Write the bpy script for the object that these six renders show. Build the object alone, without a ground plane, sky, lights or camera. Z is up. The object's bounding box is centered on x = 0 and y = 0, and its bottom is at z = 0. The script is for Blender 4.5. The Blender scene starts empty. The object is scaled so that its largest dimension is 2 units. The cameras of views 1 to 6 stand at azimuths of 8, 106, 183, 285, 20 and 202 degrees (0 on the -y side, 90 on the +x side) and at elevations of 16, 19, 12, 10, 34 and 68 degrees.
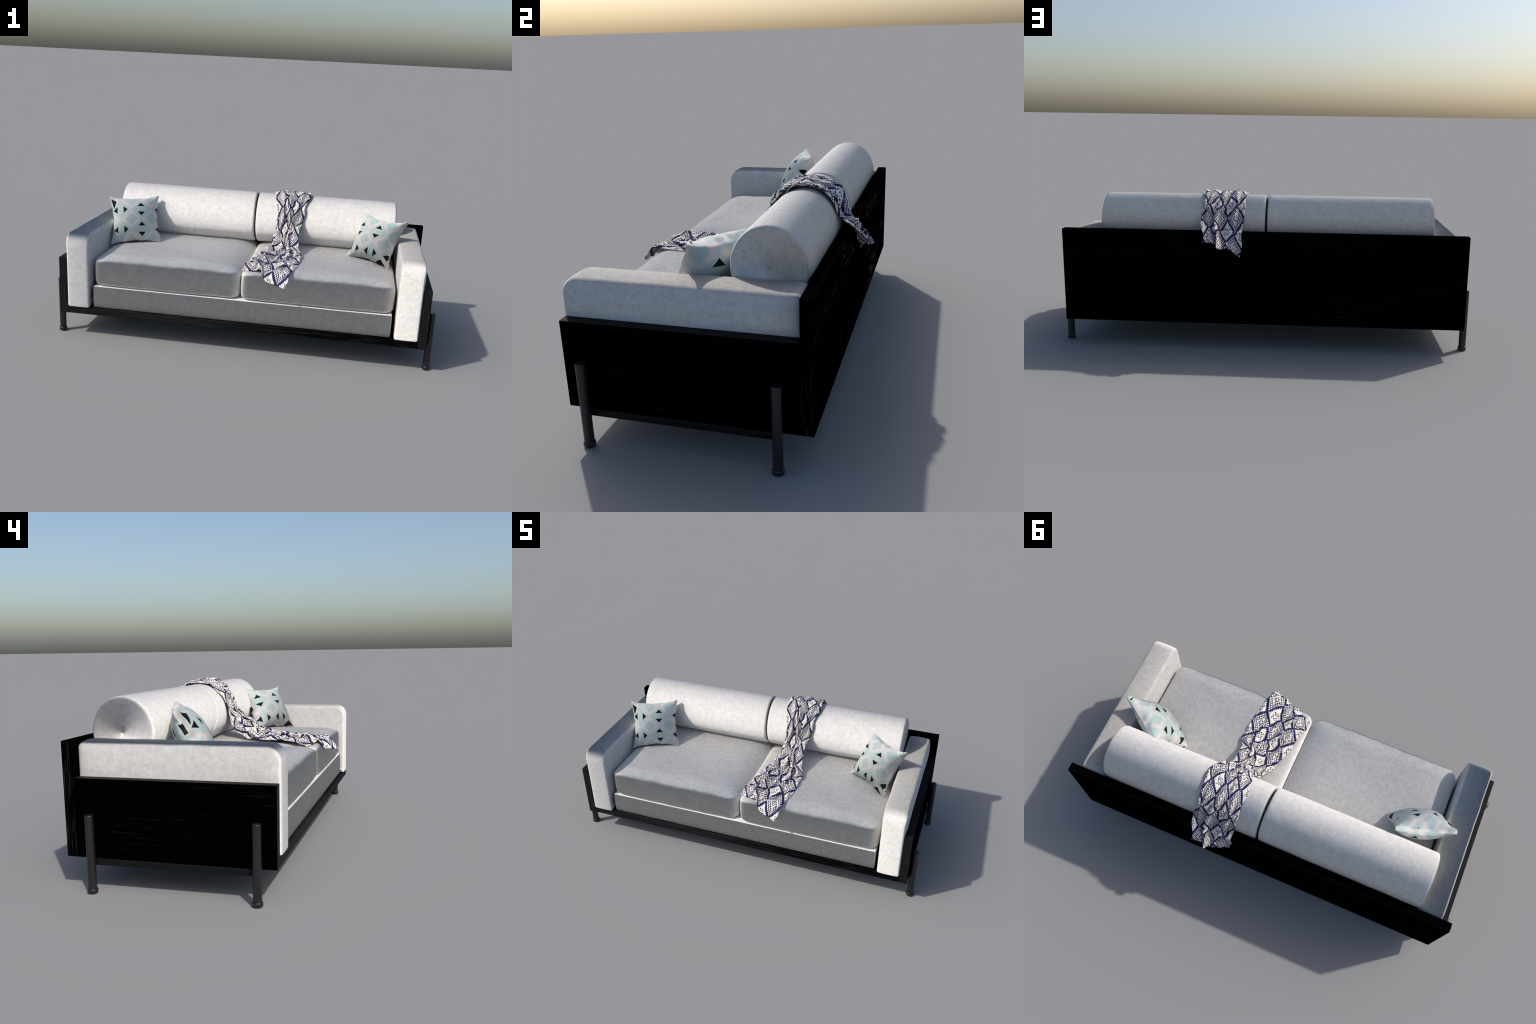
"""Two-seat sofa: black wood frame on steel legs, grey-white linen upholstery,
two round back bolsters, two patterned pillows and a knitted throw."""
import bpy, bmesh, math, random
import numpy as np
from mathutils import Vector, Matrix

random.seed(7)
RNG = np.random.default_rng(7)

# ------------------------------------------------------------------ helpers
def link(ob, parent=None):
    bpy.context.scene.collection.objects.link(ob)
    if parent is not None:
        ob.parent = parent
    return ob


def mesh_from(name, verts, faces, mat, smooth=True):
    me = bpy.data.meshes.new(name)
    me.from_pydata([tuple(map(float, v)) for v in verts], [], faces)
    me.update()
    me.materials.append(mat)
    if smooth:
        me.polygons.foreach_set("use_smooth", [True] * len(me.polygons))
    return me


def empty(name, label, category):
    e = bpy.data.objects.new(name, None)
    e["label"], e["category"] = label, category
    return link(e)


def smoothstep(a, b, x):
    t = np.clip((x - a) / (b - a), 0, 1)
    return t * t * (3 - 2 * t)


_P = RNG.uniform(0, 6.28, (40,))


def wobble(p, f, k=0):
    """cheap smooth 3D noise, about -1..1, as a sum of rotated sines"""
    x, y, z = (p[:, 0] * f, p[:, 1] * f, p[:, 2] * f)
    q = _P[k % 20:]
    return (np.sin(x * 1.0 + y * .63 + z * .31 + q[0]) * np.sin(y * 1.13 - x * .42 + q[1]) +
            np.sin(z * 1.07 + x * .83 + q[2]) * np.sin(x * .57 - y * 1.31 + z * .9 + q[3]) +
            .6 * np.sin(x * 2.1 - z * 1.7 + q[4]) * np.sin(y * 2.3 + q[5])) / 2.2


def rounded_box(lo, hi, r, fine=.02, plan_r=None, edge_pts=5):
    """closed rounded box as a welded point grid. r: edge radius;
    plan_r: larger radius of the four upright corners seen from above"""
    lo, hi = np.array(lo, float), np.array(hi, float)
    c, h = (lo + hi) / 2, (hi - lo) / 2
    m = max(r, plan_r or 0)

    def axis(half, marg):
        marg = min(marg, half * .95)
        edge = marg * (1 - np.cos(np.linspace(0, math.pi / 2, edge_pts + 1)))
        inner_n = max(2, int((2 * half - 2 * marg) / fine))
        inner = np.linspace(-half + marg, half - marg, inner_n + 1)[1:-1]
        a = np.concatenate([-half + edge, inner, half - edge[::-1]])
        return np.unique(np.round(a, 7))
    ax = [axis(h[0], m), axis(h[1], m), axis(h[2], r)]
    verts, index, faces = [], {}, []

    def vid(i, j, k):
        key = (i, j, k)
        if key not in index:
            index[key] = len(verts)
            verts.append((ax[0][i], ax[1][j], ax[2][k]))
        return index[key]
    n = [len(a) for a in ax]
    for d in range(3):
        u, v = (d + 1) % 3, (d + 2) % 3
        for end in (0, n[d] - 1):
            for a in range(n[u] - 1):
                for b in range(n[v] - 1):
                    quad = []
                    for (da, db) in ((0, 0), (1, 0), (1, 1), (0, 1)):
                        idx = [0, 0, 0]
                        idx[d], idx[u], idx[v] = end, a + da, b + db
                        quad.append(vid(*idx))
                    faces.append(quad if end else quad[::-1])
    p = np.array(verts)
    if plan_r and plan_r > r:                       # round the upright corners
        inner = np.clip(p[:, :2], -(h[:2] - plan_r), h[:2] - plan_r)
        d = p[:, :2] - inner
        L = np.linalg.norm(d, axis=1)
        big = np.abs(d).max(1)
        s = np.where(L > 1e-9, big / np.maximum(L, 1e-9), 1)
        p[:, :2] = inner + d * s[:, None]
    # round all edges: pull shell in by r with a spherical offset
    hh = h - r
    if plan_r and plan_r > r:
        inner = np.clip(p[:, :2], -(h[:2] - plan_r), h[:2] - plan_r)
        d = p[:, :2] - inner
        L = np.maximum(np.linalg.norm(d, axis=1), 1e-9)
        depth = plan_r - L                          # distance inside the outline
        depth = np.where(np.abs(d).max(1) < 1e-9, np.minimum(h[0] - abs(p[:, 0]), h[1] - abs(p[:, 1])), depth)
        a = np.clip(r - depth, 0, r)                # outward part
        b = np.clip(np.abs(p[:, 2]) - hh[2], 0, r)
        q = np.maximum(np.hypot(a, b), 1e-9)
        k = np.where((a > 0) & (b > 0), np.maximum(a, b) / q, 1)
        p[:, :2] -= (d / L[:, None]) * (a * (1 - k))[:, None]
        p[:, 2] -= np.sign(p[:, 2]) * b * (1 - k)
    else:
        inner = np.clip(p, -hh, hh)
        d = p - inner
        L = np.linalg.norm(d, axis=1)
        big = np.abs(d).max(1)
        s = np.where(L > 1e-9, big / np.maximum(L, 1e-9), 1)
        p = inner + d * s[:, None]
    return p + c, faces


# ---------------------------------------------------------------- materials
class Nodes:
    def __init__(self, name):
        self.mat = bpy.data.materials.new(name)
        self.mat.use_nodes = True
        self.t = self.mat.node_tree
        self.t.nodes.clear()
        self.out = self.add("ShaderNodeOutputMaterial")
        self.bsdf = self.add("ShaderNodeBsdfPrincipled")
        self.t.links.new(self.bsdf.outputs[0], self.out.inputs[0])

    def add(self, kind, **kw):
        n = self.t.nodes.new(kind)
        for k, v in kw.items():
            setattr(n, k, v)
        return n

    def put(self, node, key, val):
        s = node.inputs[key]
        if isinstance(val, bpy.types.NodeSocket):
            self.t.links.new(val, s)
        else:
            s.default_value = val

    def math(self, op, a, b=None, c=None, clamp=False):
        n = self.add("ShaderNodeMath", operation=op, use_clamp=clamp)
        self.put(n, 0, a)
        if b is not None:
            self.put(n, 1, b)
        if c is not None:
            self.put(n, 2, c)
        return n.outputs[0]

    def vec(self, op, a, b=None):
        n = self.add("ShaderNodeVectorMath", operation=op)
        self.put(n, 0, a)
        if b is not None:
            self.put(n, "Scale" if op == "SCALE" else 1, b)
        return n.outputs["Value" if op in ("DOT_PRODUCT", "LENGTH") else "Vector"]

    def coord(self, kind="Object"):
        return self.add("ShaderNodeTexCoord").outputs[kind]

    def split(self, v):
        n = self.add("ShaderNodeSeparateXYZ")
        self.put(n, 0, v)
        return n.outputs

    def join(self, x, y, z):
        n = self.add("ShaderNodeCombineXYZ")
        for i, v in enumerate((x, y, z)):
            self.put(n, i, v)
        return n.outputs[0]

    def noise(self, vec, scale, detail=2, rough=.5, out="Fac"):
        n = self.add("ShaderNodeTexNoise")
        self.put(n, "Vector", vec)
        n.inputs["Scale"].default_value = scale
        n.inputs["Detail"].default_value = detail
        n.inputs["Roughness"].default_value = rough
        return n.outputs[out]

    def scaled(self, vec, s):
        n = self.add("ShaderNodeMapping")
        self.put(n, "Vector", vec)
        n.inputs["Scale"].default_value = s
        return n.outputs[0]

    def remap(self, v, a, b, c, d, smooth=False):
        n = self.add("ShaderNodeMapRange", interpolation_type="SMOOTHSTEP" if smooth else "LINEAR")
        n.clamp = True
        for k, x in zip((0, 1, 2, 3, 4), (v, a, b, c, d)):
            self.put(n, k, x)
        return n.outputs[0]

    def mix(self, f, a, b):
        n = self.add("ShaderNodeMix", data_type="RGBA")
        self.put(n, 0, f)
        self.put(n, 6, a)
        self.put(n, 7, b)
        return n.outputs[2]

    def bump(self, height, strength, dist, normal=None):
        n = self.add("ShaderNodeBump")
        n.inputs["Strength"].default_value = strength
        n.inputs["Distance"].default_value = dist
        self.put(n, "Height", height)
        if normal is not None:
            self.put(n, "Normal", normal)
        return n.outputs[0]


def rgb(r, g, b):
    return (r, g, b, 1)


def fabric(name, lean, base=(.675, .658, .632), round_axis=None, runs=(1, 1, 1)):
    """Linen. `lean` bends the shading normal: for each side (top, bottom, front,
    back, left, right) a vector added to the normal, so that the sides
    of one cushion shade lighter or darker than their real facing would."""
    m = Nodes(name)
    P = m.coord()
    # woven threads: streaks that run along each of the axes, plus cloudy mottling
    v1 = m.noise(m.scaled(P, (420, 420, 34)), 1, 2)
    v2 = m.noise(m.scaled(P, (36, 460, 420)), 1, 2)
    v3 = m.noise(m.scaled(P, (430, 38, 430)), 1, 2)
    cloud = m.noise(P, 42, 4, .62)
    k = sum(runs)
    thread = m.math("ADD", m.math("ADD", m.math("MULTIPLY", v1, runs[2] / k), m.math("MULTIPLY", v2, runs[0] / k)), m.math("MULTIPLY", v3, runs[1] / k))
    # basket weave, about two thirds of a centimetre per repeat
    sx, sy, sz = [m.math("SINE", m.math("MULTIPLY", c, 1050.0)) for c in m.split(P)[:3]]
    weave = m.math("ADD", m.math("ADD", m.math("MULTIPLY", sx, sz), m.math("MULTIPLY", sy, sz)), m.math("MULTIPLY", sx, sy))
    val = m.math("ADD", m.math("MULTIPLY", m.math("SUBTRACT", thread, .5), 1.0),
                 m.math("MULTIPLY", m.math("SUBTRACT", cloud, .5), .36))
    val = m.math("ADD", val, m.math("MULTIPLY", weave, .022 if round_axis is None else 0.0))
    gain = m.math("ADD", 1.0, m.math("MULTIPLY", val, 1.2))
    col = m.vec("SCALE", base, gain)
    m.put(m.bsdf, "Base Color", col)
    m.put(m.bsdf, "Roughness", .85)
    m.put(m.bsdf, "Specular IOR Level", .12)
    # tilt the shading normal to brighten or dim each side
    N = m.coord("Normal")
    nx, ny, nz = m.split(N)[:3]
    if round_axis is None:
        total = None
        sides = {"top": (nz, 1), "bottom": (nz, -1), "front": (ny, -1), "back": (ny, 1), "left": (nx, -1), "right": (nx, 1)}
        for side, vec in lean.items():
            comp, sign = sides[side]
            w = m.math("MAXIMUM", m.math("MULTIPLY", comp, sign), 0.0)
            w = m.math("MULTIPLY", w, w)
            term = m.vec("SCALE", vec, w)
            total = term if total is None else m.vec("ADD", total, term)
    else:
        # roll about x: r = radial, c = running forward over the top
        cy, cz = round_axis
        px, py, pz = m.split(P)[:3]
        rad = m.vec("NORMALIZE", m.join(0.0, m.math("SUBTRACT", py, cy), m.math("SUBTRACT", pz, cz)))
        _, ry, rz = m.split(rad)[:3]
        cir = m.join(0.0, m.math("MULTIPLY", rz, -1), ry)
        cap = m.remap(m.math("ABSOLUTE", nx), .6, .85, 0, 1, True)
        side = m.math("SUBTRACT", 1.0, cap)
        a = m.vec("ADD", (lean["x"], 0, 0), m.vec("SCALE", cir, lean["c"]))
        b = m.vec("ADD", m.vec("SCALE", rad, lean["cap_r"]), m.vec("SCALE", cir, lean["cap_c"]))
        total = m.vec("ADD", m.vec("SCALE", a, side), m.vec("SCALE", b, cap))
    tr = m.add("ShaderNodeVectorTransform", vector_type="NORMAL", convert_from="OBJECT", convert_to="WORLD")
    m.put(tr, 0, m.vec("NORMALIZE", m.vec("ADD", N, total)))
    world = m.vec("NORMALIZE", tr.outputs[0])
    m.put(m.bsdf, "Normal", m.bump(m.math("ADD", thread, m.math("MULTIPLY", cloud, .5)), .35, .002, world))
    return m.mat


def wood(name, along, worn=0.0):
    """black stained timber with thin open-grain streaks"""
    m = Nodes(name)
    P = m.coord()
    s = [260, 260, 260]
    s[along] = 7
    grain = m.noise(m.scaled(P, tuple(s)), 1, 3, .6)
    patch = m.noise(m.scaled(P, tuple(9 if i != along else 2.5 for i in range(3))), 1, 2)
    streak = m.math("MULTIPLY", m.remap(grain, .60 - .08 * worn, .74 - .08 * worn, 0, 1, True), m.remap(patch, .56 - .14 * worn, .74 - .14 * worn, 0, 1, True))
    m.put(m.bsdf, "Base Color", m.mix(streak, rgb(.0006, .0006, .0006), rgb(*(c + .012 * worn for c in (.009, .0088, .0088)))))
    m.put(m.bsdf, "Roughness", .5)
    m.put(m.bsdf, "Specular IOR Level", m.math("MULTIPLY_ADD", streak, .08, .0))
    return m.mat


def grey_edge(name, along, fade=True):
    """board edges: near-black to charcoal grey with long streaks, greyer to the left on the base board"""
    m = Nodes(name)
    P = m.coord()
    s = [240, 240, 240]
    s[along] = 9
    g = m.noise(m.scaled(P, tuple(s)), 1, 3, .6)
    left_grey = m.remap(m.split(P)[0], -.35, .45, 1, 0, True) if along == 0 and fade else 1.0
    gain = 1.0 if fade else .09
    f = m.math("ADD", m.math("MULTIPLY", m.remap(g, .5, .62, 0, .55), .9), m.math("MULTIPLY", left_grey, .45), clamp=True)
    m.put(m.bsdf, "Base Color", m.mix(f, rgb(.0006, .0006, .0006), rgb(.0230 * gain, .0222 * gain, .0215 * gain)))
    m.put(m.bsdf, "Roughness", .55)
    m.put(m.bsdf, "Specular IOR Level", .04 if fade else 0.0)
    return m.mat


def steel(name, tone=1.0, gloss=.5):
    m = Nodes(name)
    P = m.coord()
    n = m.noise(P, 300, 2)
    m.put(m.bsdf, "Base Color", m.mix(n, rgb(.0085 * tone, .0085 * tone, .009 * tone), rgb(.0125 * tone, .0125 * tone, .013 * tone)))
    m.put(m.bsdf, "Roughness", .36)
    m.put(m.bsdf, "Specular IOR Level", gloss)
    return m.mat


def pillow_cloth(name, u0, v0, swap, back_scale, lean, black_corner):
    """aqua cloth with a diagonal lattice of pale bands and black triangles.
    Object x, y lie in the plane of the pillow, z points out of its front."""
    m = Nodes(name)
    P = m.coord()
    x, y, z = m.split(P)[:3]
    zoom = m.math("ADD", 1.0, m.math("MULTIPLY", m.math("LESS_THAN", z, 0.0), back_scale - 1))
    x, y = m.math("DIVIDE", x, zoom), m.math("DIVIDE", y, zoom)
    pu, pv = (m.math("MULTIPLY", y, -1), x) if swap else (x, y)
    per, half = .114, .057
    du, dv = m.math("SUBTRACT", pu, u0), m.math("SUBTRACT", pv, v0)
    a = m.math("DIVIDE", m.math("ADD", du, dv), per)
    b = m.math("DIVIDE", m.math("SUBTRACT", du, dv), per)
    i, j = m.math("ROUND", a), m.math("ROUND", b)
    fa, fb = m.math("ABSOLUTE", m.math("SUBTRACT", a, i)), m.math("ABSOLUTE", m.math("SUBTRACT", b, j))
    s = m.math("ADD", i, j)
    band = m.math("GREATER_THAN", m.math("MAXIMUM", fa, fb), .5)
    odd = m.math("MODULO", m.math("ABSOLUTE", s), 2.0)
    # the pale band lies inside the plain diamonds, along their border
    inner = m.math("MAXIMUM", fa, fb)
    band = m.math("MULTIPLY", m.math("GREATER_THAN", inner, .295), m.math("SUBTRACT", 1.0, odd))
    kind = m.math("FLOORED_MODULO", s, 4.0)
    is_c = m.math("COMPARE", kind, 1.0, .1)
    lx = m.math("ABSOLUTE", m.math("SUBTRACT", du, m.math("MULTIPLY", s, half)))
    ly = m.math("ABSOLUTE", m.math("SUBTRACT", dv, m.math("MULTIPLY", m.math("SUBTRACT", i, j), half)))
    long_ = m.math("ADD", m.math("MULTIPLY", is_c, ly), m.math("MULTIPLY", m.math("SUBTRACT", 1.0, is_c), lx))
    side_ = m.math("ADD", m.math("MULTIPLY", is_c, lx), m.math("MULTIPLY", m.math("SUBTRACT", 1.0, is_c), ly))
    off = m.math("SUBTRACT", long_, .0165)
    tri = m.math("MULTIPLY", m.math("GREATER_THAN", off, 0.0),
                 m.math("LESS_THAN", m.math("ADD", m.math("DIVIDE", side_, .0200), m.math("DIVIDE", off, .0225)), 1.0))
    tri = m.math("MULTIPLY", tri, odd)
    # one large black triangle in a corner
    big = None
    ox, oy = m.split(P)[:2]
    for (ax, ay), (bx, by) in zip(black_corner, black_corner[1:] + black_corner[:1]):
        e = m.math("SUBTRACT", m.math("MULTIPLY", m.math("SUBTRACT", oy, ay), bx - ax), m.math("MULTIPLY", m.math("SUBTRACT", ox, ax), by - ay))
        e = m.math("GREATER_THAN", e, 0.0)
        big = e if big is None else m.math("MULTIPLY", big, e)
    big = m.math("MULTIPLY", big, m.math("GREATER_THAN", z, 0.0))
    black = m.math("MAXIMUM", tri, big)
    weave = m.noise(m.scaled(P, (60, 700, 200)), 1, 2)
    fine = m.noise(m.scaled(P, (700, 60, 200)), 1, 2)
    gain = m.math("ADD", .86, m.math("MULTIPLY", m.math("ADD", weave, fine), .14))
    aqua = m.mix(odd, rgb(.455, .56, .55), rgb(.495, .59, .575))
    rim = m.math("LESS_THAN", m.math("ABSOLUTE", z), .0092)
    band = m.math("MAXIMUM", band, m.math("MULTIPLY", rim, m.math("GREATER_THAN", m.noise(P, 16, 0), .47)))
    col = m.mix(band, aqua, rgb(.655, .62, .60))
    col = m.mix(black, col, rgb(.006, .006, .006))
    m.put(m.bsdf, "Base Color", m.vec("SCALE", col, gain))
    m.put(m.bsdf, "Roughness", .7)
    m.put(m.bsdf, "Specular IOR Level", .2)
    N = m.coord("Normal")  # normal skewed below so the pillow's lit and shaded parts shift
    nx, ny, nz = m.split(N)[:3]
    tu = m.vec("SCALE", m.vec("NORMALIZE", m.join(nz, 0.0, m.math("MULTIPLY", nx, -1))), lean[0])
    tv = m.vec("SCALE", m.vec("NORMALIZE", m.join(0.0, nz, m.math("MULTIPLY", ny, -1))), lean[1])
    tr = m.add("ShaderNodeVectorTransform", vector_type="NORMAL", convert_from="OBJECT", convert_to="WORLD")
    m.put(tr, 0, m.vec("NORMALIZE", m.vec("ADD", N, m.vec("ADD", tu, tv))))
    m.put(m.bsdf, "Normal", m.bump(weave, .2, .001, m.vec("NORMALIZE", tr.outputs[0])))
    return m.mat


def knit(name, wide, long_):
    """navy and cream knit: a grid of stitches carrying a lattice of diamonds,
    read on Generated coordinates, which belong to the flat, undraped sheet"""
    m = Nodes(name)
    g = m.split(m.coord("Generated"))
    sx = m.math("MULTIPLY", g[0], wide)
    sy = m.math("MULTIPLY", g[1], long_)
    X, Y = m.math("FLOOR", sx), m.math("FLOOR", sy)
    N = 18.0
    a, b = m.math("ADD", X, Y), m.math("SUBTRACT", X, Y)
    i, j = m.math("ROUND", m.math("DIVIDE", a, N)), m.math("ROUND", m.math("DIVIDE", b, N))
    ra = m.math("SUBTRACT", a, m.math("MULTIPLY", i, N))
    rb = m.math("SUBTRACT", b, m.math("MULTIPLY", j, N))
    r = m.math("MAXIMUM", m.math("ABSOLUTE", ra), m.math("ABSOLUTE", rb))
    odd = m.math("FLOORED_MODULO", m.math("ADD", i, j), 2.0)
    even = m.math("SUBTRACT", 1.0, odd)
    lx = m.math("MULTIPLY", m.math("ADD", ra, rb), .5)

    ly = m.math("MULTIPLY", m.math("SUBTRACT", ra, rb), .5)
    ax_, ay_ = m.math("ABSOLUTE", lx), m.math("ABSOLUTE", ly)

    def ring(k):
        return m.math("COMPARE", r, float(k), .1)

    def spot(k, l):
        return m.math("MULTIPLY", m.math("COMPARE", ax_, float(k), .1), m.math("COMPARE", ay_, float(l), .1))
    fx, fy = m.math("ABSOLUTE", m.math("SUBTRACT", m.math("FRACT", sx), .5)), m.math("ABSOLUTE", m.math("SUBTRACT", m.math("FRACT", sy), .5))
    small = m.math("MULTIPLY", m.math("LESS_THAN", fx, .46), m.math("LESS_THAN", fy, .46))
    border = m.math("GREATER_THAN", r, m.math("MULTIPLY_ADD", odd, 2.0, 6.4))
    dots_even = m.math("MAXIMUM", m.math("MAXIMUM", spot(2, 0), spot(1, 1)), m.math("MAXIMUM", spot(0, 2), spot(2, 2)))
    dots = m.math("ADD", m.math("MULTIPLY", even, dots_even), m.math("MULTIPLY", odd, ring(2)))
    dots = m.math("MULTIPLY", dots, small)
    bands = m.math("MULTIPLY", odd, m.math("MAXIMUM", ring(5), ring(7)))
    navy = m.math("MAXIMUM", m.math("MAXIMUM", border, bands), dots)
    # within the checked band the pale stitches are separate pips
    cx = m.math("ABSOLUTE", m.math("SUBTRACT", m.math("FRACT", sx), .5))
    cy = m.math("ABSOLUTE", m.math("SUBTRACT", m.math("FRACT", sy), .5))
    hump = m.math("SUBTRACT", 1.0, m.math("ADD", m.math("MULTIPLY", m.math("MULTIPLY", cx, cx), 2.6), m.math("MULTIPLY", m.math("MULTIPLY", cy, cy), 1.6)))
    sparkle = m.add("ShaderNodeTexWhiteNoise", noise_dimensions="2D")
    m.put(sparkle, "Vector", m.join(X, Y, 0.0))
    blue = m.mix(m.remap(sparkle.outputs[0], .45, 1, 0, 1), rgb(.014, .013, .052), rgb(.058, .050, .21))  # some navy stitches tinted violet for the sunlit sheen
    cream = m.mix(sparkle.outputs[0], rgb(.76, .715, .64), rgb(.88, .84, .765))
    gap = m.remap(hump, .35, .72, .74, 1.0, True)          # occlusion between stitches, darkened into the colour
    m.put(m.bsdf, "Base Color", m.vec("SCALE", m.mix(navy, cream, blue), gap))
    m.put(m.bsdf, "Roughness", .8)
    m.put(m.bsdf, "Specular IOR Level", .2)
    h = m.math("ADD", hump, m.math("MULTIPLY", navy, -.25))
    m.put(m.bsdf, "Normal", m.bump(h, .7, .003))
    return m.mat


# ------------------------------------------------------- measurements (metres)
PANEL_X, PANEL_IN = .960, .918          # outer and inner faces of the side panels
FRONT, BACK_IN, BACK = -.4245, .3625, .4045
FLOOR_Z, SIDE_TOP, BACK_TOP = .1305, .438, .578
BOARD_TOP = .168
ROLL_Y, ROLL_Z = .2265, .5910
ROLL_A, ROLL_B = .1310, .1440           # the rolls stand a little higher than they are deep
TILT = .568

wood_x, wood_y, wood_z = wood("black_wood", 0, .4), wood("black_wood_side", 1, .1), wood("black_wood_end", 2, 1.0)
edge_x, edge_z = grey_edge("grey_edge_board", 0), grey_edge("grey_edge_upright", 2)
edge_top = grey_edge("dark_edge_back", 0, False)
metal, rail_metal = steel("dark_steel"), steel("blackened_steel", .75, .08)

sofa = empty("sofa", "two-seat sofa with black wood frame and pale linen cushions", "sofa")


def board(name, lo, hi, mats, bevel=.0016):
    """plank: mats = (faces, front edge) materials"""
    lo, hi = Vector(lo), Vector(hi)
    bm = bmesh.new()
    bmesh.ops.create_cube(bm, size=1)
    for v in bm.verts:
        v.co = Vector(((lo[k] + hi[k]) / 2 + v.co[k] * (hi[k] - lo[k]) for k in range(3)))
    bmesh.ops.bevel(bm, geom=bm.edges[:], offset=bevel, segments=2, affect="EDGES", profile=.5)
    me = bpy.data.meshes.new(name)
    for f in bm.faces:
        n = f.normal
        f.material_index = 1 if n.y < -.9 or n.z > .9 else (2 if abs(n.x) > .9 and len(mats) > 2 else 0)
    bm.to_mesh(me)
    bm.free()
    for mt in mats:
        me.materials.append(mt)
    return link(bpy.data.objects.new(name, me), sofa)


board("back_panel", (-PANEL_X, BACK_IN, FLOOR_Z), (PANEL_X, BACK, BACK_TOP), (wood_x, edge_top, wood_z))
for sx in (-1, 1):
    a, b = sorted((sx * PANEL_IN, sx * PANEL_X))
    board("side_panel", (a, FRONT, FLOOR_Z), (b, BACK_IN - .0006, SIDE_TOP), (wood_y, edge_z))
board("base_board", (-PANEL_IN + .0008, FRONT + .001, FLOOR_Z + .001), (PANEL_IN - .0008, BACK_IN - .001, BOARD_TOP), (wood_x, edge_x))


# ------------------------------------------------------------ legs and rails
def lathe(profile, n=40):
    verts, faces = [], []
    for r, z in profile:
        for k in range(n):
            t = 2 * math.pi * k / n
            verts.append((r * math.cos(t), r * math.sin(t), z))
    for i in range(len(profile) - 1):
        for k in range(n):
            faces.append((i * n + k, i * n + (k + 1) % n, (i + 1) * n + (k + 1) % n, (i + 1) * n + k))
    faces.append(tuple(range(n))[::-1])
    faces.append(tuple((len(profile) - 1) * n + k for k in range(n)))
    return verts, faces


LEG_R, LEG_X = .0170, .9795
tube = [(LEG_R, .016), (LEG_R, .299)] + [(LEG_R - .004 + .004 * math.cos(t), .2995 + .004 * math.sin(t)) for t in np.linspace(.2, math.pi / 2, 5)] + [(.004, .3045)]
foot = [(.0165, 0), (.0194, .0010), (.0205, .0035), (.0205, .0135), (.0196, .0160), (.0178, .0172), (.0165, .0176)]
leg_mesh = mesh_from("leg", *lathe(tube), metal)
foot_mesh = mesh_from("foot", *lathe(foot), metal)
for me in (leg_mesh, foot_mesh):
    me.set_sharp_from_angle(angle=math.radians(50))
for sx in (-1, 1):
    for y in (-.355, .2945):
        leg = link(bpy.data.objects.new("leg", leg_mesh), sofa)
        leg.location = (sx * LEG_X, y, 0)
        ft = link(bpy.data.objects.new("foot", foot_mesh), leg)
    a, b = sorted((sx * .930, sx * .9640))
    p, f = rounded_box((a, -.350, .1045), (b, .290, .1302), .003, .08)
    link(bpy.data.objects.new("rail", mesh_from("rail", p, f, rail_metal)), sofa)

# ------------------------------------------------------------------ armrests
ARM_LO, ARM_HI = np.array((-.9165, -.4300, .1700)), np.array((-.797, .3615, .568))


def armrest_outline():
    """side view (y, z) of the armrest, counter-clockwise: big round at the top
    front, a smaller one at the top back, tight ones below"""
    y0, z0, y1, z1 = ARM_LO[1], ARM_LO[2], ARM_HI[1], ARM_HI[2]
    pts = []
    for cy, cz, r, a0 in ((y0, z0, .007, 180), (y1, z0, .007, 270), (y1, z1, .024, 0), (y0, z1, .056, 90)):
        oy, oz = cy + (r if cy == y0 else -r), cz + (r if cz == z0 else -r)
        for a in np.radians(np.linspace(a0, a0 + 90, 13)):
            pts.append((oy + r * math.cos(a), oz + r * math.sin(a)))
    pts = np.array(pts)
    out = []
    for p, q in zip(pts, np.roll(pts, -1, 0)):      # subdivide the straight runs
        m = max(1, int(np.linalg.norm(q - p) / .018))
        out += [p + (q - p) * k / m for k in range(m)]
    return np.array(out)


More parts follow.
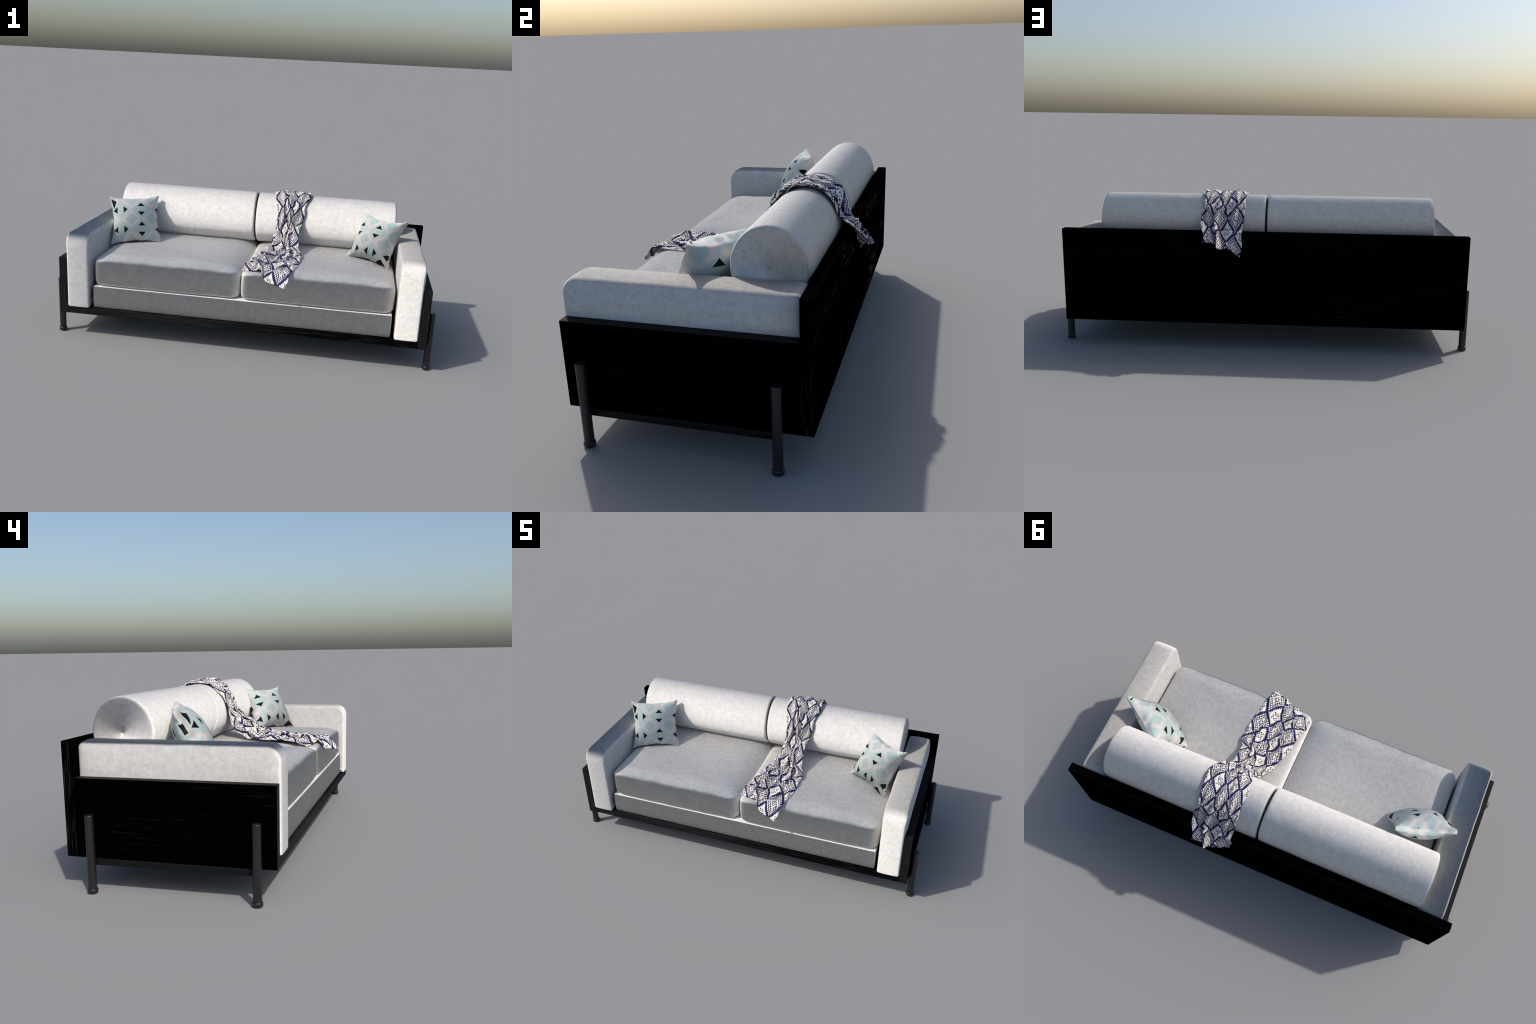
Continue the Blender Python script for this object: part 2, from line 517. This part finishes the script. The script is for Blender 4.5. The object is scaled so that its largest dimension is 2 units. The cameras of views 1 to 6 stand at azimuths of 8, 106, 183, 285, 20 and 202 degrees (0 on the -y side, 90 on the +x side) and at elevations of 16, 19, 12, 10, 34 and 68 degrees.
def armrest_mesh():
    base = armrest_outline()
    tang = np.roll(base, -1, 0) - np.roll(base, 1, 0)
    nrm = np.stack([tang[:, 1], -tang[:, 0]], 1) / np.linalg.norm(tang, axis=1, keepdims=True)
    mid = np.array([(ARM_LO[1] + ARM_HI[1]) / 2, (ARM_LO[2] + ARM_HI[2]) / 2])
    W = (ARM_HI[0] - ARM_LO[0])
    rings = []                                       # (x, outline)
    for s_ in (.04, .25, .45, .65, .8, .9, .96):
        rings.append((0, mid + (base - .011 * nrm - mid) * s_))
    r = .012
    for a in np.linspace(0, math.pi / 2, 7):
        rings.append((r * (1 - math.cos(a)), base - nrm * r * (1 - math.sin(a)) * .92))
    for x in np.linspace(r, W / 2, 5)[1:]:
        rings.append((x, base))
    rings += [(W - x, o) for x, o in rings[-2::-1]]
    m = len(base)
    v = np.array([(ARM_LO[0] + x, p[0], p[1]) for x, o in rings for p in o])
    faces = [(i * m + k, (i + 1) * m + k, (i + 1) * m + (k + 1) % m, i * m + (k + 1) % m) for i in range(len(rings) - 1) for k in range(m)]
    faces += [tuple(range(m)), tuple((len(rings) - 1) * m + k for k in range(m))[::-1]]
    faces = [f[::-1] for f in faces]
    x, y, z = v.T.copy()
    u = (x - (ARM_LO[0] + ARM_HI[0]) / 2) / (W / 2)
    # soft filling: the outer face swells over the panel, the faces crown a little
    over = smoothstep(.436, .470, z) * smoothstep(.572, .52, z) * smoothstep(-.43, -.39, y) * smoothstep(.362, .34, y)
    x = x - .006 * over * smoothstep(.2, 1, -u)
    z = z + .005 * smoothstep(.5, .57, z) * (1 - u * u)
    y = y - .003 * smoothstep(-.40, -.43, y) * (1 - u * u)
    q = np.stack([x, y, z], 1)
    q[:, 0] += .0010 * wobble(q, 22, 3) * smoothstep(.44, .5, z)
    q[:, 2] += .0012 * wobble(q, 17, 5) * smoothstep(.5, .56, z)
    return mesh_from("armrest", q, faces, fabric("linen_armrest", {
        "top": (1.4, .95, -.15), "front": (TILT, 0, TILT), "back": (TILT, 0, TILT),
        "left": (0, TILT, TILT), "right": (0, TILT, TILT)}))


arm_me = armrest_mesh()
for sx in (1, -1):
    a = link(bpy.data.objects.new("armrest", arm_me), sofa)
    a.scale.x = sx

# -------------------------------------------------------- seat base and cushions
p, f = rounded_box((-.781, -.4105, .1715), (.779, .36, .2900), .006, .02, edge_pts=3)
p[:, 1] -= .003 * smoothstep(-.40, -.41, p[:, 1]) * np.sin(np.clip((p[:, 2] - .172) / .118, 0, 1) * math.pi)
base_linen = fabric("linen_base", {"top": (-.12, -.12, 0), "front": (TILT, 0, -1.15), "left": (0, TILT, -TILT), "right": (0, TILT, -TILT)}, runs=(.5, .8, 1.3))
link(bpy.data.objects.new("seat_base", mesh_from("seat_base", p, f, base_linen)), sofa)

seat_linen = fabric("linen_seat", {"top": (.38, .38, 0), "front": (TILT, 0, -1.15), "left": (.3, -.3, .3), "right": (0, TILT, TILT)}, runs=(.4, 1.2, 1.2))
SEAT_LO, SEAT_HI = np.array((-.783, -.405, .296)), np.array((-.002, .345, .424))


def crown(x, y):
    """height of the filling above the seam, 0 at the rim"""
    c, h = (SEAT_LO + SEAT_HI) / 2, (SEAT_HI - SEAT_LO) / 2
    u, v = np.clip((x - c[0]) / h[0], -1, 1), np.clip((y - c[1]) / h[1], -1, 1)
    front = np.clip((1 + v) / .22, 0, 1)              # falls away over the front edge
    return (.034 + .004 * smoothstep(0, .7, v)) * ((1 - u ** 6) ** .7) * np.sin(front * math.pi / 2) ** .8 * (1 - np.clip(v, 0, 1) ** 8)


def seat_mesh():
    p, f = rounded_box(SEAT_LO, SEAT_HI, .014, .016, plan_r=.055, edge_pts=6)
    c, h = (SEAT_LO + SEAT_HI) / 2, (SEAT_HI - SEAT_LO) / 2
    u, v, w = ((p - c) / h).T
    top = smoothstep(.0, 1., w)
    q = p.copy()
    q[:, 2] += crown(p[:, 0], p[:, 1]) * top
    belly = np.cos(np.clip(w, -1, 1) * math.pi / 2)
    q[:, 1] -= .012 * smoothstep(.75, 1, -v) * (1 - u ** 4) * (.45 + .55 * belly)
    q[:, 0] += .003 * np.sign(u) * smoothstep(.85, 1, np.abs(u)) * belly
    q[:, 2] += (.0022 * wobble(q, 13, 1) + .0010 * wobble(q, 47, 9)) * top
    q[:, 1] += .0016 * wobble(q, 25, 4) * smoothstep(.8, 1, -v)
    return mesh_from("seat_cushion", q, f, seat_linen)


seat_me = seat_mesh()
for k in (0, 1):
    s = link(bpy.data.objects.new("seat_cushion", seat_me), sofa)
    s.location.x = .786 * k


def seat_top(x, y):
    return SEAT_HI[2] + crown(np.where(x > .0, x - .786, x), y)


# ------------------------------------------------------------------- bolsters
def bolster_mesh(x0, x1):
    """upholstered roll: flat gathered ends, crisp rim, a shallow pinch in the middle"""
    n = 128
    mid, half, rr = (x0 + x1) / 2, (x1 - x0) / 2, .013
    end = [(half - .0055, .0015), (half - .0035, .006), (half - .0015, .014), (half - .0005, .024), (half, .036), (half, .06), (half, .085), (half, .105)]
    end += [(half - rr + rr * math.sin(t), 1 - (rr - rr * math.cos(t)) / .137) for t in np.linspace(math.pi / 2, 0, 7)]
    end = [(x, r / .137 if r < .11 and i < 8 else r) for i, (x, r) in enumerate(end)]
    body = [(x, 1.0) for x in np.linspace(half - rr, -half + rr, 44)[1:-1]]
    full = end + body + [(-x, r) for x, r in end[::-1]]
    verts, faces = [], []
    for x, r in full:
        bulge = .016 * (1 - (x / half) ** 6) if r > .9 else 0
        for k in range(n):
            t = 2 * math.pi * k / n
            gather = 0.0011 * math.sin(17 * t + 2 * math.sin(3 * t)) * math.exp(-(r / .16) ** 2) * min(1, r / .05)
            verts.append((mid + x + math.copysign(gather, x), ROLL_Y + ROLL_A * (r + bulge * .6) * math.sin(t), ROLL_Z + ROLL_B * (r + bulge * .6) * math.cos(t)))
    for i in range(len(full) - 1):
        for k in range(n):
            faces.append((i * n + k, i * n + (k + 1) % n, (i + 1) * n + (k + 1) % n, (i + 1) * n + k))
    faces.append(tuple(range(n))[::-1])
    faces.append(tuple((len(full) - 1) * n + k for k in range(n)))
    v = np.array(verts)
    d = v[:, 1:] - (ROLL_Y, ROLL_Z)
    R = np.linalg.norm(d, axis=1, keepdims=True)
    v[:, 1:] += d / np.maximum(R, .05) * (.0010 * wobble(v, 19, 7))[:, None]
    return v, [ff[::-1] for ff in faces]


roll_linen = fabric("linen_roll", {"x": -.16, "c": -.66, "cap_r": -TILT, "cap_c": -TILT}, round_axis=(ROLL_Y, ROLL_Z), runs=(.35, 1, 1))
for x0, x1 in ((-.803, -.013), (-.006, .784)):
    v, f = bolster_mesh(x0, x1)
    link(bpy.data.objects.new("back_bolster", mesh_from("back_bolster", v, f, roll_linen)), sofa)


# -------------------------------------------------------------------- pillows
def pillow_mesh(name, mat, size=.278, puff=.060, seed=0, pin=.12):
    """square cushion with pointed ears, a narrow edge strip and seam puckers"""
    n = 72
    g = np.sin(np.linspace(-math.pi / 2, math.pi / 2, n + 1))
    g = .55 * g + .45 * np.linspace(-1, 1, n + 1)
    U, V = np.meshgrid(g, g, indexing="ij")
    H = size / 2
    X = H * U * (1 - pin * (1 - V ** 2) ** 1.2 * np.abs(U) ** 3)
    Y = H * V * (1 - pin * (1 - U ** 2) ** 1.2 * np.abs(V) ** 3)
    body = np.clip((1 - np.abs(U) ** 2.1) * (1 - np.abs(V) ** 2.1), 0, None)
    Z = puff * body ** .68
    P3 = np.stack([X.ravel(), Y.ravel(), Z.ravel() * 0 + seed], 1)
    rim = (np.maximum(np.abs(U), np.abs(V)) ** 5).ravel()
    k = seed * 3
    pucker = .0045 * wobble(P3 * (1, 1, 1), 62, k) + .006 * wobble(P3, 28, k + 2)
    Zf = Z.ravel() + pucker * rim * (1 - rim ** 6) + .002 * wobble(P3, 18, k + 4) * (1 - rim)
    pucker2 = .0045 * wobble(P3 * (-1, 1, 1), 58, k + 6) + .006 * wobble(P3, 31, k + 8)
    Zb = Z.ravel() + pucker2 * rim * (1 - rim ** 6)
    strip = .009
    edge_w = .004 * wobble(P3, 55, k + 10) * rim
    X, Y = X.ravel() * (1 + edge_w / H), Y.ravel() * (1 + edge_w / H)
    front = np.stack([X, Y, Zf + strip], 1)
    back = np.stack([X, Y, -Zb - strip], 1)
    m = n + 1
    N = m * m
    verts = np.concatenate([front, back])
    faces = []
    for i in range(n):
        for j in range(n):
            a, b, c, d = i * m + j, (i + 1) * m + j, (i + 1) * m + j + 1, i * m + j + 1
            faces += [(a, b, c, d), (N + d, N + c, N + b, N + a)]
    ring = [i * m for i in range(m)] + [n * m + j for j in range(1, m)] + [i * m + n for i in range(n - 1, -1, -1)] + [j for j in range(n - 1, 0, -1)]
    for q in range(len(ring)):
        a, b = ring[q], ring[(q + 1) % len(ring)]
        faces.append((b, a, N + a, N + b))
    me = mesh_from(name, verts, faces, mat)
    me.set_sharp_from_angle(angle=math.radians(60))
    return me


def stand_pillow(label, me, bl, br, tl):
    bl, br, tl = map(Vector, (bl, br, tl))
    u = (br - bl).normalized()
    v = (tl - bl)
    v = (v - u * v.dot(u)).normalized()
    w = u.cross(v)
    c = (br + tl) / 2
    ob = bpy.data.objects.new("throw_pillow", me)
    ob["label"], ob["category"] = label, "pillow"
    link(ob)
    ob.matrix_world = Matrix(((u.x, v.x, w.x, c.x), (u.y, v.y, w.y, c.y), (u.z, v.z, w.z, c.z), (0, 0, 0, 1)))
    return ob


HS = .138
cloth_l = pillow_cloth("aqua_lattice", -.024, -.010, False, 1.25, (.27, -.36, 0), [(-.131, .121), (-.116, .058), (-.101, .103)])
cloth_r = pillow_cloth("aqua_lattice_turned", .024, .083, True, 1.25, (.60, -.60, 0), [(.060, -.121), (.128, -.131), (.094, -.101)])
stand_pillow("square aqua pillow with lattice and black triangles", pillow_mesh("throw_pillow", cloth_l, seed=0, pin=.13),
             (-.782, -.129, .446), (-.521, -.033, .454), (-.836, -.006, .683))
stand_pillow("square aqua pillow leaning in the corner", pillow_mesh("throw_pillow_leaning", cloth_r, seed=1, pin=.19),
             (.528, .027, .449), (.748, -.133, .446), (.612, .142, .678))


# ---------------------------------------------------------------- knitted throw
def roll_row(xl, xr, deg, lift=.008):
    t = math.radians(deg)
    y, z = ROLL_Y - (ROLL_A + lift) * math.sin(t), ROLL_Z + (ROLL_B + lift) * math.cos(t)
    return [(0, (xl, y, z)), (1, (xr, y, z))]


ROWS = [  # station along the cloth: points across it, (t, xyz)
    [(0, (.006, -.352, .430)), (.40, (.104, -.394, .452)), (.58, (.137, -.424, .407)), (.85, (.203, -.452, .400)), (1, (.238, -.468, .392))],
    [(0, (.012, -.305, .448)), (.42, (.112, -.345, .462)), (.58, (.142, -.385, .448)), (1, (.258, -.420, .450))],
    [(0, (.022, -.262, .460)), (1, (.272, -.320, .456))],
    [(0, (.036, -.190, .462)), (1, (.285, -.220, .463))],
    [(0, (.058, -.095, .460)), (1, (.288, -.130, .468))],
    [(0, (.080, -.030, .462)), (1, (.272, -.080, .490))],
    [(0, (.104, .030, .490)), (1, (.258, -.045, .521))],
    [(0, (.116, .064, .540)), (1, (.258, .035, .575))],
    roll_row(.121, .264, 84, .014), roll_row(.115, .275, 58), roll_row(.100, .290, 28), roll_row(.088, .296, 4),
    roll_row(.090, .284, -22), roll_row(.093, .292, -48), roll_row(.097, .298, -74),
    [(0, (.100, .382, .545)), (1, (.290, .412, .600))],
    [(0, (.107, .417, .462)), (.38, (.165, .440, .502)), (.56, (.208, .466, .505)), (.64, (.214, .445, .527)), (1, (.273, .468, .536))],
]


def catmull(P, m):
    P = np.asarray(P, float)
    n = len(P)
    d = np.linalg.norm(np.diff(P.reshape(n, -1), axis=0).reshape(n - 1, -1, 3).mean(1), axis=1)
    s = np.concatenate([[0], np.cumsum(d)])
    out, total = [], s[-1]
    ext = np.concatenate([2 * P[:1] - P[1:2], P, 2 * P[-1:] - P[-2:-1]])
    for x in np.linspace(0, total, m):
        k = min(np.searchsorted(s, x, side="right") - 1, n - 2)
        t = (x - s[k]) / (s[k + 1] - s[k])
        a, b, c, e = ext[k:k + 4]
        out.append(.5 * (2 * b + (c - a) * t + (2 * a - 5 * b + 4 * c - e) * t * t + (3 * b - a - 3 * c + e) * t ** 3))
    return np.array(out), total


def throw():
    nt, ns = 130, 360
    T = np.linspace(0, 1, nt + 1)
    grid = []
    for row in ROWS:
        ts, ps = [r[0] for r in row], np.array([r[1] for r in row])
        grid.append(np.stack([np.interp(T, ts, ps[:, k]) for k in range(3)], 1))
    G, length = catmull(np.array(grid), ns + 1)
    S = np.linspace(0, 1, ns + 1)
    # folds that run along the cloth: each has a path across, a width and a height
    along = np.gradient(G, axis=0)
    across = np.gradient(G, axis=1)
    Nn = np.cross(across, along)
    Nn /= np.maximum(np.linalg.norm(Nn, axis=2, keepdims=True), 1e-9)
    sg, tg = np.meshgrid(S, T, indexing="ij")
    sg_m = sg * length
    h = np.zeros_like(sg)

    def fold(path_s, path_t, width, height):
        c = np.interp(S, path_s, path_t)[:, None]
        a = np.interp(S, path_s, height)[:, None]
        w = np.interp(S, path_s, width)[:, None]
        return a * np.exp(-((tg - c) / w) ** 2)
    h += fold([0, .2, .33, .45, .6, .7, .8, 1], [.36, .40, .45, .42, .50, .55, .58, .60], [.05, .035, .05, .05, .05, .06, .05, .05], [.012, .020, .016, .016, .014, .012, .020, .030])
    h += fold([0, .2, .33, .45, .6, .7, .8, 1], [.75, .66, .62, .72, .78, .76, .80, .85], [.06, .045, .04, .045, .06, .09, .06, .08], [.004, .012, .018, .022, .016, .007, .016, .008])
    h += fold([0, .2, .33, .5, .62, .7, .8, 1], [.12, .20, .22, .15, .20, .22, .26, .30], [.08, .05, .05, .045, .05, .10, .05, .07], [.002, .009, .016, .016, .016, .013, .018, .012])
    h += fold([0, .2, .33, .5, .62, .7, .8, 1], [.95, .90, .88, .92, .95, .98, .96, .97], [.05, .05, .06, .045, .05, .05, .05, .05], [.0, .006, .016, .010, .008, .016, .010, .004])
    h += fold([0, .15, .3, .45, .6, .75, 1], [.50, .52, .54, .56, .33, .36, .40], [.03, .03, .03, .035, .035, .04, .03], [.0, .008, .010, .012, .012, .006, .012])
    flat = np.stack([tg.ravel() * 1.6, sg_m.ravel() * 5, 0 * tg.ravel()], 1)
    small = wobble(flat * (1, .6, 1), 9, 2) * .0075 + wobble(flat * (1.3, .4, 1), 19, 6) * .0042
    h += np.abs(small.reshape(h.shape)) * 1.1
    h = np.maximum(h, 0) * (1 + .45 * smoothstep(.42, .25, sg) * smoothstep(.0, .08, sg))
    side = across / np.maximum(np.linalg.norm(across, axis=2, keepdims=True), 1e-9)
    lean = .75 * np.sin(sg_m * 9 + tg * 7 + .6)
    ease = (np.minimum(tg, 1 - tg) * 8).clip(0, 1)
    P = G + Nn * h[:, :, None] + side * (h * lean * ease)[:, :, None]
    for i in range(ns + 1):                          # equal lengths of cloth between stitches
        row = P[i]
        L = np.concatenate([[0], np.cumsum(np.linalg.norm(np.diff(row, axis=0), axis=1))])
        P[i] = np.stack([np.interp(T * L[-1], L, row[:, k]) for k in range(3)], 1)
    # edges flutter sideways
    P[:, :, 0] += .0035 * np.sin(sg_m * 46 + 1.3 * np.sin(sg_m * 17)) * np.where(tg < .5, (1 - 2 * tg), (2 * tg - 1)) ** 3
    # keep clear of what it lies on
    gap = .0035
    x, y, z = P[:, :, 0], P[:, :, 1], P[:, :, 2]
    for _ in range(2):
        on = (y < .2) & (y > -.38)
        z[:] = np.where(on & (z < seat_top(x, y) + gap), seat_top(x, y) + gap, z)
        d = np.hypot((y - ROLL_Y) / (ROLL_A + .002 + gap), (z - ROLL_Z) / (ROLL_B + .002 + gap))
        k = np.where(d < 1, 1 / np.maximum(d, 1e-6), 1)
        y[:] = ROLL_Y + (y - ROLL_Y) * k
        z[:] = ROLL_Z + (z - ROLL_Z) * k
        hang = (y > .30) & (z < BACK_TOP + gap) & (y < BACK + gap)
        y[:] = np.where(hang, BACK + gap, y)
    along, across = np.gradient(P, axis=0), np.gradient(P, axis=1)
    Nn = np.cross(across, along)
    Nn /= np.maximum(np.linalg.norm(Nn, axis=2, keepdims=True), 1e-9)
    thick = .0035
    width = .33
    m = nt + 1
    top, low = (P + Nn * thick / 2).reshape(-1, 3), (P - Nn * thick / 2).reshape(-1, 3)
    fx, fy = (tg * width).ravel(), sg_m.ravel()
    rest = np.concatenate([np.stack([fx, fy, fx * 0 + thick / 2], 1), np.stack([fx, fy, fx * 0 - thick / 2], 1)])
    draped = np.concatenate([top, low])
    K = (ns + 1) * m
    faces = []
    for i in range(ns):
        for j in range(nt):
            a, b, c, d = i * m + j, i * m + j + 1, (i + 1) * m + j + 1, (i + 1) * m + j
            faces += [(a, b, c, d), (K + d, K + c, K + b, K + a)]
    ring = [j for j in range(m)] + [i * m + nt for i in range(1, ns + 1)] + [ns * m + j for j in range(nt - 1, -1, -1)] + [i * m for i in range(ns - 1, 0, -1)]
    for q in range(len(ring)):
        a, b = ring[q], ring[(q + 1) % len(ring)]
        faces.append((b, a, K + a, K + b))
    me = mesh_from("throw_blanket", rest, faces, knit("navy_cream_knit", width / .0061, length / .0071))
    ob = bpy.data.objects.new("throw_blanket", me)
    ob["label"], ob["category"] = "navy and cream knitted throw draped over the back", "blanket"
    link(ob)
    ob.shape_key_add(name="flat")
    key = ob.shape_key_add(name="draped")
    key.data.foreach_set("co", draped.astype(np.float32).ravel())
    key.value = 1
    print("throw length", length)


throw()
